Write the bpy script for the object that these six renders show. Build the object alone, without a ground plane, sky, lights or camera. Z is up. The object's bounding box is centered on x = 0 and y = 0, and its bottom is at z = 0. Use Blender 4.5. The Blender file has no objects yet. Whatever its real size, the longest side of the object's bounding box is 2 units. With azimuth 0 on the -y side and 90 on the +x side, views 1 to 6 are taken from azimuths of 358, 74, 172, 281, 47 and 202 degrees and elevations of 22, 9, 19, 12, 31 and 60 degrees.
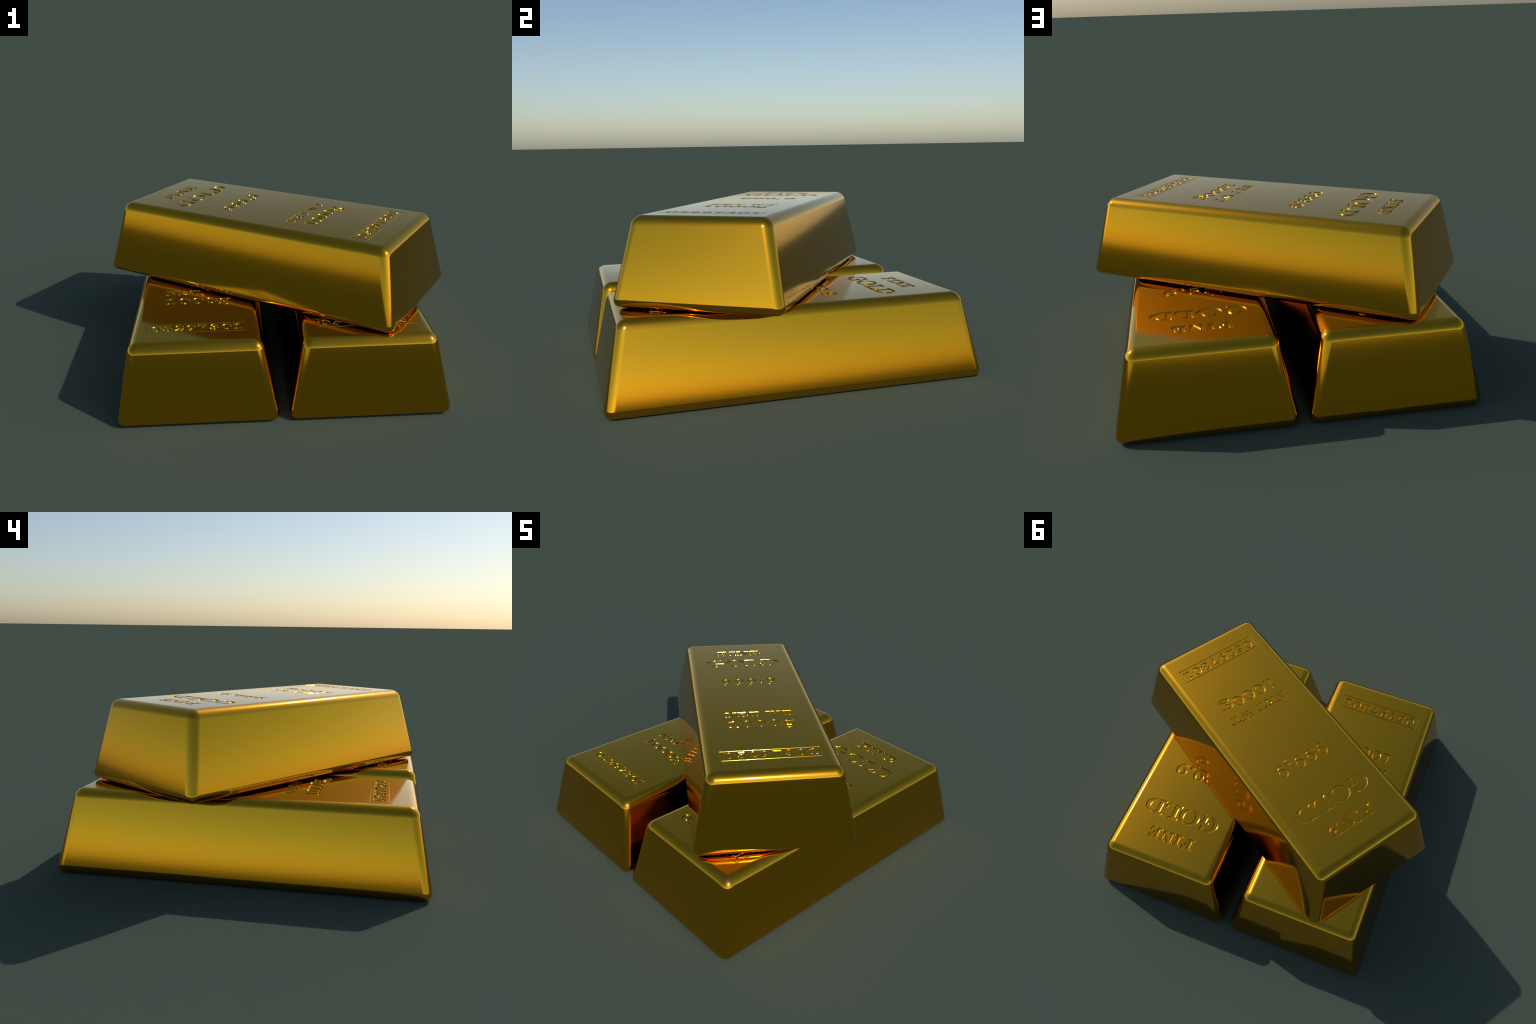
"""Three cast gold bars: two side by side on the ground, one lying across them.
Every bar is a tapered, bevelled ingot whose top carries engraved slab-serif
lettering (FINE GOLD / 999,9 / NET WT / 1000g / boxed serial number)."""
import bpy, bmesh, math
import numpy as np

# ------------------------------------------------------------------ sizes (m)
BASE_HALF = (0.4305, 0.9505)      # half width / half length at the base
TOP_HALF = (0.3435, 0.8624)       # half width / half length at the top
HEIGHT = 0.4315
BEVEL = 0.0464                    # bevel offset along the faces
BEVEL_SEGMENTS = 13
SIDE_LEAN = (9.9, 13.6)            # elevation of the side normals at bottom / top (deg)

STEP = 0.0010                    # grid step of the engraved sheet
DEPTH = 0.0055                    # engraving depth
WALL = 0.0019                     # half width of the engraved walls
EDGE_EPS = 2.0e-5                 # relief below this is plain top face

# ------------------------------------------------------------------ materials
def gold_material():
    m = bpy.data.materials.new("polished_gold")
    m.use_nodes = True
    nt = m.node_tree
    for n in list(nt.nodes):
        nt.nodes.remove(n)
    out = nt.nodes.new("ShaderNodeOutputMaterial")
    b = nt.nodes.new("ShaderNodeBsdfPrincipled")
    tc = nt.nodes.new("ShaderNodeTexCoord")
    # faint tone drift of the cast metal
    n1 = nt.nodes.new("ShaderNodeTexNoise")
    n1.inputs["Scale"].default_value = 2.2
    n1.inputs["Detail"].default_value = 2.0
    ramp = nt.nodes.new("ShaderNodeValToRGB")
    ramp.color_ramp.elements[0].position = 0.3
    ramp.color_ramp.elements[0].color = GOLD_A
    ramp.color_ramp.elements[1].position = 0.7
    ramp.color_ramp.elements[1].color = GOLD_B
    lk = nt.links.new
    lk(tc.outputs["Object"], n1.inputs["Vector"])
    lk(n1.outputs["Fac"], ramp.inputs["Fac"])
    lk(ramp.outputs["Color"], b.inputs["Base Color"])
    b.inputs["Metallic"].default_value = 1.0
    b.inputs["Roughness"].default_value = ROUGH
    lk(b.outputs["BSDF"], out.inputs["Surface"])
    return m

GOLD_A = (0.808, 0.401, 0.0195, 1)
GOLD_B = (0.822, 0.409, 0.0205, 1)
ROUGH = 0.10

# ------------------------------------------------------------------ slab-serif glyphs
# Unit: cap height = 1.  Each glyph is a rule on coordinate arrays (x, y).
STEM, HAIR, OVER = 0.235, 0.10, 0.19

def rect(x, y, x0, y0, x1, y1):
    return (x >= x0) & (x <= x1) & (y >= y0) & (y <= y1)

def ell(x, y, cx, cy, rx, ry):
    return ((x - cx) / rx) ** 2 + ((y - cy) / ry) ** 2 <= 1.0

def poly(x, y, pts):
    inside = np.zeros(x.shape, bool)
    n = len(pts)
    for i in range(n):
        xa, ya = pts[i]
        xb, yb = pts[(i + 1) % n]
        if ya == yb:
            continue
        c = ((ya > y) != (yb > y)) & (x < (xb - xa) * (y - ya) / (yb - ya) + xa)
        inside ^= c
    return inside

def stem_with_serifs(x, y, left, top=True, bottom=True, stem=STEM):
    """Vertical stem, bracketed slab serifs at its ends."""
    r = left + stem
    m = rect(x, y, left, 0, r, 1)
    for on, y0, s in ((bottom, 0.0, 1), (top, 1.0, -1)):
        if on:
            m |= rect(x, y, left - OVER, min(y0, y0 + s * HAIR), r + OVER, max(y0, y0 + s * HAIR))
            m |= poly(x, y, [(left - 0.09, y0 + s * HAIR), (left, y0 + s * 0.19), (r, y0 + s * 0.19), (r + 0.09, y0 + s * HAIR)])
    return m

def arm(x, y, x0, xtip, y0, s, reach=0.38):
    """Horizontal arm swelling into a vertical terminal (top arm: s=-1)."""
    return poly(x, y, [(x0, y0), (xtip - 0.05, y0), (xtip, y0 + s * reach), (xtip - 0.09, y0 + s * reach),
                       (xtip - 0.17, y0 + s * 0.23), (xtip - 0.29, y0 + s * 0.14), (xtip - 0.48, y0 + s * HAIR), (x0, y0 + s * HAIR)])

def mid_arm(x, y):
    return rect(x, y, 0.40, 0.46, 0.66, 0.55) | poly(x, y, [(0.68, 0.34), (0.68, 0.67), (0.62, 0.67), (0.53, 0.55), (0.53, 0.46), (0.62, 0.34)])

def g_F(x, y):
    return stem_with_serifs(x, y, OVER) | arm(x, y, 0.1, 0.97, 1.0, -1, 0.34) | mid_arm(x, y)
def g_E(x, y):
    return g_F(x, y) | arm(x, y, 0.1, 1.02, 0.0, 1, 0.36)
def g_I(x, y):
    return stem_with_serifs(x, y, OVER)
def g_N(x, y):
    m = rect(x, y, 0.18, 0, 0.29, 1) | rect(x, y, 0.91, 0, 1.02, 1)
    m |= poly(x, y, [(0.10, 1), (0.44, 1), (1.02, 0.12), (1.02, 0), (0.80, 0), (0.18, 0.92)])
    return m | rect(x, y, 0, 0, 0.47, HAIR) | rect(x, y, 0, 1 - HAIR, 0.4, 1) | rect(x, y, 0.73, 1 - HAIR, 1.2, 1)
def g_T(x, y):
    m = stem_with_serifs(x, y, 0.54 - STEM / 2, top=False)
    return m | arm(x, y, 0.5, 1.08, 1.0, -1, 0.34) | arm(1.08 - x, y, 0.5, 1.08, 1.0, -1, 0.34)
def g_W(x, y):
    m = poly(x, y, [(0.12, 1), (0.39, 1), (0.64, 0), (0.48, 0)]) | poly(x, y, [(0.53, 0), (0.64, 0), (0.85, 1), (0.74, 1)])
    m |= poly(x, y, [(0.62, 1), (0.88, 1), (1.13, 0), (0.98, 0)]) | poly(x, y, [(1.03, 0), (1.13, 0), (1.37, 1), (1.26, 1)])
    return m | rect(x, y, 0, 1 - HAIR, 0.5, 1) | rect(x, y, 0.53, 1 - HAIR, 0.98, 1) | rect(x, y, 1.1, 1 - HAIR, 1.58, 1)
def g_L(x, y):
    return stem_with_serifs(x, y, OVER) | arm(x, y, 0.1, 1.05, 0.0, 1, 0.40)
def g_D(x, y):
    bowl = ell(x, y, 0.50, 0.5, 0.72, 0.50) & ~ell(x, y, 0.48, 0.5, 0.45, 0.405) & (x > 0.48)
    m = stem_with_serifs(x, y, OVER) | bowl
    return m | rect(x, y, 0.1, 0, 0.52, HAIR) | rect(x, y, 0.1, 1 - HAIR, 0.52, 1)
def g_O(x, y):
    return ell(x, y, 0.645, 0.5, 0.645, 0.53) & ~ell(x, y, 0.645, 0.5, 0.365, 0.43)
def g_G(x, y):
    m = ell(x, y, 0.62, 0.5, 0.62, 0.53) & ~ell(x, y, 0.64, 0.5, 0.36, 0.43)
    m &= ~((x > 0.80) & (y > 0.30) & (y < 0.84)) & ~((x > 1.03))
    m |= rect(x, y, 0.62, 0.43, 1.17, 0.53) | rect(x, y, 0.80, 0.10, 1.03, 0.5)
    m |= poly(x, y, [(0.93, 1.03), (1.01, 1.03), (1.01, 0.66), (0.93, 0.66), (0.82, 0.82), (0.80, 0.92)])
    return m | poly(x, y, [(0.92, 0.2), (1.03, 0.2), (1.08, -0.03), (1.00, -0.03)])
def g_0(x, y):
    return ell(x, y, 0.49, 0.5, 0.49, 0.52) & ~ell(x, y, 0.49, 0.5, 0.25, 0.415)
def g_9(x, y):
    bowl = ell(x, y, 0.41, 0.665, 0.41, 0.355) & ~ell(x, y, 0.42, 0.665, 0.20, 0.265)
    tail = ell(x, y, 0.36, 0.56, 0.50, 0.58) & ~ell(x, y, 0.26, 0.64, 0.36, 0.57) & (x > 0.08) & (y < 0.68)
    return bowl | tail
def g_1(x, y):
    m = rect(x, y, 0.28, 0, 0.51, 1) | rect(x, y, 0.02, 0, 0.77, HAIR)
    m |= poly(x, y, [(0.20, HAIR), (0.28, 0.18), (0.51, 0.18), (0.59, HAIR)])
    return m | poly(x, y, [(0.0, 0.80), (0.0, 0.88), (0.26, 0.91), (0.42, 1.0), (0.51, 1.0), (0.51, 0.80)])
def g_7(x, y):
    m = rect(x, y, 0.04, 0.80, 0.85, 1.0) | poly(x, y, [(0.02, 0.64), (0.10, 0.64), (0.20, 0.82), (0.12, 1.02), (0.02, 1.02)])
    return m | poly(x, y, [(0.86, 1.0), (0.86, 0.88), (0.56, 0.45), (0.52, 0.2), (0.52, 0), (0.25, 0), (0.27, 0.22), (0.38, 0.48), (0.66, 0.82)])
def g_5(x, y):
    m = ell(x, y, 0.41, 0.32, 0.44, 0.34) & ~ell(x, y, 0.37, 0.31, 0.22, 0.245) & ~((x < 0.20) & (y > 0.24))
    m |= rect(x, y, 0.13, 0.42, 0.21, 1.0) | poly(x, y, [(0.13, 1.0), (0.76, 1.0), (0.72, 0.82), (0.13, 0.84)])
    return m | poly(x, y, [(0.13, 0.42), (0.21, 0.52), (0.40, 0.62), (0.40, 0.54)]) | ell(x, y, 0.13, 0.20, 0.13, 0.13)
def g_2(x, y):
    m = ell(x, y, 0.41, 0.69, 0.41, 0.33) & ~ell(x, y, 0.34, 0.67, 0.21, 0.25) & ((y > 0.66) | (x > 0.5))
    m &= ~((x > 0.3) & (y < 0.44))
    m |= ell(x, y, 0.14, 0.71, 0.13, 0.12)
    m |= poly(x, y, [(0.80, 0.58), (0.56, 0.62), (0.34, 0.36), (0.02, 0.13), (0.02, 0.0), (0.22, 0.14), (0.50, 0.30), (0.72, 0.46)])
    return m | poly(x, y, [(0.02, 0.0), (0.10, 0.16), (0.28, 0.20), (0.58, 0.13), (0.74, 0.20), (0.78, 0.36), (0.86, 0.36), (0.84, 0.10), (0.70, -0.01), (0.55, -0.01), (0.25, 0.06)])
def g_3(x, y):
    up = ell(x, y, 0.38, 0.755, 0.37, 0.265) & ~ell(x, y, 0.31, 0.75, 0.19, 0.18)
    lo = ell(x, y, 0.39, 0.275, 0.43, 0.295) & ~ell(x, y, 0.31, 0.275, 0.23, 0.195)
    m = (up | lo) & ~((x < 0.30) & (y > 0.20) & (y < 0.82))
    return m | ell(x, y, 0.13, 0.79, 0.10, 0.10) | ell(x, y, 0.12, 0.20, 0.12, 0.12) | rect(x, y, 0.28, 0.475, 0.46, 0.56)
def g_g(x, y):
    bowl = ell(x, y, 0.37, 0.53, 0.37, 0.27) & ~ell(x, y, 0.37, 0.53, 0.17, 0.195)
    loop = ell(x, y, 0.47, -0.13, 0.47, 0.25) & ~ell(x, y, 0.46, -0.15, 0.32, 0.125)
    link = poly(x, y, [(0.10, 0.10), (0.16, 0.30), (0.26, 0.30), (0.24, 0.16), (0.70, 0.12), (0.86, -0.02), (0.30, 0.0)])
    ear = poly(x, y, [(0.56, 0.66), (0.66, 0.78), (0.94, 0.84), (0.96, 0.66), (0.84, 0.63), (0.70, 0.70)])
    return bowl | loop | link | ear
def g_comma(x, y):
    return ell(x, y, 0.14, 0.14, 0.15, 0.145) | poly(x, y, [(0.14, 0.05), (0.29, 0.14), (0.27, -0.04), (0.13, -0.21), (0.06, -0.19), (0.17, -0.06)])

GLYPH = {"F": g_F, "I": g_I, "N": g_N, "E": g_E, "G": g_G, "O": g_O, "L": g_L, "D": g_D, "T": g_T, "W": g_W,
         "0": g_0, "1": g_1, "2": g_2, "3": g_3, "5": g_5, "7": g_7, "9": g_9, "g": g_g, ",": g_comma}
WIDTH = {"F": 1.0, "I": 0.615, "N": 1.2, "E": 1.03, "G": 1.17, "O": 1.29, "L": 1.05, "D": 1.22, "T": 1.08, "W": 1.58,
         "0": 0.98, "1": 0.77, "2": 0.86, "3": 0.83, "5": 0.85, "7": 0.86, "9": 0.86, "g": 0.96, ",": 0.29}

# text lines: (baseline y, cap height, [(glyph, left x), ...])
LINES = [
    (0.6400, 0.0693, [("F", -0.148), ("I", -0.0695), ("N", -0.0210), ("E", 0.0660)]),
    (0.4590, 0.0980, [("G", -0.236), ("O", -0.1120), ("L", 0.0173), ("D", 0.1220)]),
    (0.1740, 0.0795, [("9", -0.168), ("9", -0.0905), ("9", -0.0130), (",", 0.0670), ("9", 0.1060)]),
    (-0.2545, 0.0555, [("N", -0.1885), ("E", -0.1190), ("T", -0.0525), ("W", 0.0405), ("T", 0.1320)]),
    (-0.3770, 0.0705, [("1", -0.1820), ("0", -0.1150), ("0", -0.0385), ("0", 0.0385), ("g", 0.1165)]),
    (-0.7035, 0.0560, [("0", -0.2395), ("5", -0.1740), ("2", -0.1140), ("9", -0.0530), ("7", 0.0095),
                       ("3", 0.0730), ("0", 0.1310), ("1", 0.1995)]),
]
FRAME = (-0.2605, -0.7258, 0.2585, -0.6312, 0.0024)   # box round the serial number, line width

# ------------------------------------------------------------------ engraved sheet
SUPER = 4
def disc_blur(a, radius):
    """Average over a small disc: turns a glyph edge into a steep, even wall."""
    r = int(math.ceil(radius)) + 1
    k = np.arange(-r, r + 1)
    disc = np.clip(radius + 0.5 - np.hypot(*np.meshgrid(k, k)), 0, 1)
    disc /= disc.sum()
    shape = (a.shape[0] + 2 * r, a.shape[1] + 2 * r)
    out = np.fft.irfft2(np.fft.rfft2(a, shape) * np.fft.rfft2(disc, shape), shape)
    return out[r:-r, r:-r]

def soft_mask(fn, xs, ys, wall=None):
    """Blurred cover of a glyph rule, sampled on the grid vertices."""
    h = STEP / SUPER
    nx, ny = (len(xs) - 1) * SUPER + 1, (len(ys) - 1) * SUPER + 1
    X, Y = np.meshgrid(xs[0] + h * np.arange(nx), ys[0] + h * np.arange(ny))
    return disc_blur(fn(X, Y).astype(float), (wall or WALL) / h)[::SUPER, ::SUPER]

def grid_axis(a, b):
    n = int(round((b - a) / STEP))
    return a + STEP * np.arange(n + 1)

def build_line(base, cap, glyphs, frame=None):
    pad = 0.0075
    if frame:
        x0, y0, x1, y1, w = frame
        x0, y0, x1, y1 = x0 - pad, y0 - pad, x1 + pad, y1 + pad
    else:
        x0 = glyphs[0][1] - pad
        x1 = glyphs[-1][1] + WIDTH[glyphs[-1][0]] * cap + pad
        low = -0.40 if any(g == "g" for g, _ in glyphs) else (-0.22 if any(g == "," for g, _ in glyphs) else -0.03)
        y0, y1 = base + low * cap - pad, base + 1.03 * cap + pad
    xs, ys = grid_axis(x0, x1), grid_axis(y0, y1)
    cover = np.zeros((len(ys), len(xs)))
    owner = np.full(cover.shape, -1)
    best = np.full(cover.shape, 1e-4)
    pieces = []
    for g, left in glyphs:
        lo = max(0, int((left - pad - x0) / STEP))
        hi = min(len(xs), int((left + WIDTH[g] * cap + pad - x0) / STEP) + 2)
        sub = soft_mask(lambda X, Y: GLYPH[g]((X - left) / cap, (Y - base) / cap), xs[lo:hi], ys)
        m = np.zeros_like(cover)
        m[:, lo:hi] = sub
        pieces.append(("comma" if g == "," else "digit" if g.isdigit() else "letter", m))
    if frame:
        fx0, fy0, fx1, fy1, w = frame
        pieces.append(("serial_frame", soft_mask(lambda X, Y: rect(X, Y, fx0, fy0, fx1, fy1) &
                       ~rect(X, Y, fx0 + w, fy0 + w, fx1 - w, fy1 - w), xs, ys, 0.65 * WALL)))
        pieces[-1] = (pieces[-1][0], 0.6 * pieces[-1][1])      # the box is scribed less deep
    for i, (_, m) in enumerate(pieces):
        cover = np.maximum(cover, m)
        win = m > best
        owner[win] = i
        best = np.maximum(best, m)
    z = -DEPTH * cover
    z[np.abs(z) < EDGE_EPS] = 0.0
    gy, gx = np.gradient(z, STEP)
    # a quad belongs to the piece that owns any of its corners, else to the plain top
    q = np.stack([owner[:-1, :-1], owner[:-1, 1:], owner[1:, :-1], owner[1:, 1:]]).max(axis=0)
    return xs, ys, z, (gx, gy), q, [p[0] for p in pieces]

def sheet_part(xs, ys, z, nrm, sel):
    """Vertices, faces, normals of the selected quads of a grid."""
    j, i = np.nonzero(sel)
    nx = len(xs)
    quads = np.stack([j * nx + i, j * nx + i + 1, (j + 1) * nx + i + 1, (j + 1) * nx + i], axis=1)
    used, inv = np.unique(quads, return_inverse=True)
    J, I = used // nx, used % nx
    v = np.stack([xs[I], ys[J], HEIGHT + z[J, I]], axis=1)
    return v, inv.reshape(-1, 4), nrm[J, I]

def mesh_from(name, verts, faces, normals, mat):
    me = bpy.data.meshes.new(name)
    me.from_pydata([tuple(v) for v in verts], [], [tuple(int(k) for k in f) for f in faces])
    me.materials.append(mat)
    me.polygons.foreach_set("use_smooth", [True] * len(me.polygons))
    me.normals_split_custom_set_from_vertices([tuple(n) for n in normals])
    me.update()
    return me

# ------------------------------------------------------------------ ingot shell
def shell():
    bm = bmesh.new()
    c = {}
    for k, (half, z) in enumerate(((BASE_HALF, 0.0), (TOP_HALF, HEIGHT))):
        for sx in (-1, 1):
            for sy in (-1, 1):
                c[k, sx, sy] = bm.verts.new((sx * half[0], sy * half[1], z))
    ring = [(-1, -1), (1, -1), (1, 1), (-1, 1)]
    bm.faces.new([c[0, *r] for r in reversed(ring)])
    bm.faces.new([c[1, *r] for r in ring])
    for a, b in zip(ring, ring[1:] + ring[:1]):
        bm.faces.new([c[0, *a], c[0, *b], c[1, *b], c[1, *a]])
    bm.normal_update()
    bmesh.ops.bevel(bm, geom=bm.edges[:] + bm.verts[:], offset=BEVEL, offset_type="OFFSET",
                    segments=BEVEL_SEGMENTS, profile=0.5, affect="EDGES", clamp_overlap=True)
    bm.normal_update()
    bm.verts.index_update()
    flats = sorted(bm.faces, key=lambda f: -f.calc_area())[:6]
    normals = [v.normal.copy() for v in bm.verts]
    # flat sides, shading normals bent to place the horizon reflection: up at the top edge
    # and down at the bottom edge, where the mirrored ground darkens the face
    for f in flats:
        if abs(f.normal.z) < 0.5:
            for v in f.verts:
                e = math.radians(SIDE_LEAN[1] if v.co.z > HEIGHT / 2 else SIDE_LEAN[0])
                n = normals[v.index]
                h = math.hypot(n.x, n.y)
                n.x, n.y, n.z = n.x / h * math.cos(e), n.y / h * math.cos(e), math.sin(e)
    top = max(flats, key=lambda f: f.normal.z)
    half = (max(v.co.x for v in top.verts), max(v.co.y for v in top.verts))
    # the soft shading of the bevel runs on over the top face: its corner normal leans out
    corner = next(normals[v.index] for v in top.verts if v.co.x > 0 and v.co.y > 0)
    lean = (corner.x / corner.z, corner.y / corner.z)
    verts = [tuple(v.co) for v in bm.verts]
    faces = [[v.index for v in f.verts] for f in bm.faces if f is not top]
    bm.free()
    return verts, faces, [tuple(n) for n in normals], half, lean

def build_bar_meshes(mat):
    verts, faces, normals, (hx, hy), lean = shell()

    def top_normal(x, y, slope_x=0.0, slope_y=0.0):
        n = np.stack([lean[0] * x / hx - slope_x, lean[1] * y / hy - slope_y, np.ones_like(x)], axis=-1)
        return n / np.linalg.norm(n, axis=-1, keepdims=True)

    def add_quad(x0, y0, x1, y1):
        n = len(verts)
        quad = np.array([(x0, y0), (x1, y0), (x1, y1), (x0, y1)])
        verts.extend((float(px), float(py), HEIGHT) for px, py in quad)
        normals.extend(map(tuple, top_normal(quad[:, 0], quad[:, 1])))
        faces.append([n, n + 1, n + 2, n + 3])

    parts = []
    y_prev = hy
    for idx, (base, cap, glyphs) in enumerate(LINES):
        xs, ys, z, slope, q, kinds = build_line(base, cap, glyphs, FRAME if idx == len(LINES) - 1 else None)
        nrm = top_normal(*np.meshgrid(xs, ys), *slope)
        add_quad(-hx, ys[-1], hx, y_prev)
        add_quad(-hx, ys[0], xs[0], ys[-1])
        add_quad(xs[-1], ys[0], hx, ys[-1])
        y_prev = ys[0]
        v, f, n = sheet_part(xs, ys, z, nrm, q < 0)
        off = len(verts)
        verts.extend(map(tuple, v))
        normals.extend(map(tuple, n))
        faces.extend((f + off).tolist())
        for i, kind in enumerate(kinds):
            v, f, n = sheet_part(xs, ys, z, nrm, q == i)
            # each piece has its own origin at its middle, on the top face
            c = np.array([(v[:, 0].min() + v[:, 0].max()) / 2, (v[:, 1].min() + v[:, 1].max()) / 2, HEIGHT])
            parts.append((kind, mesh_from(kind, v - c, f, n, mat), tuple(c)))
    add_quad(-hx, -hy, hx, y_prev)
    return mesh_from("bar_body", verts, faces, normals, mat), parts

# ------------------------------------------------------------------ the stack
def place_bar(location, yaw, body, parts):
    root = bpy.data.objects.new("gold_bar", None)
    root.empty_display_size = 0.2
    root.location = location
    root.rotation_euler = (0, 0, yaw)
    root["label"] = "polished gold ingot with engraved slab serif lettering on top"
    root["category"] = "gold bar"
    bpy.context.scene.collection.objects.link(root)
    for kind, me, c in [("bar_body", body, (0, 0, 0))] + parts:
        o = bpy.data.objects.new(kind, me)
        o.parent = root
        o.location = c
        bpy.context.scene.collection.objects.link(o)
    return root

MAT = gold_material()
BODY, PARTS = build_bar_meshes(MAT)
place_bar((-0.4478, 0.0, 0.0), 0.0, BODY, PARTS)
place_bar((0.4478, 0.0, 0.0), 0.0, BODY, PARTS)
place_bar((0.0, 0.0, 0.4366), 0.9823, BODY, PARTS)
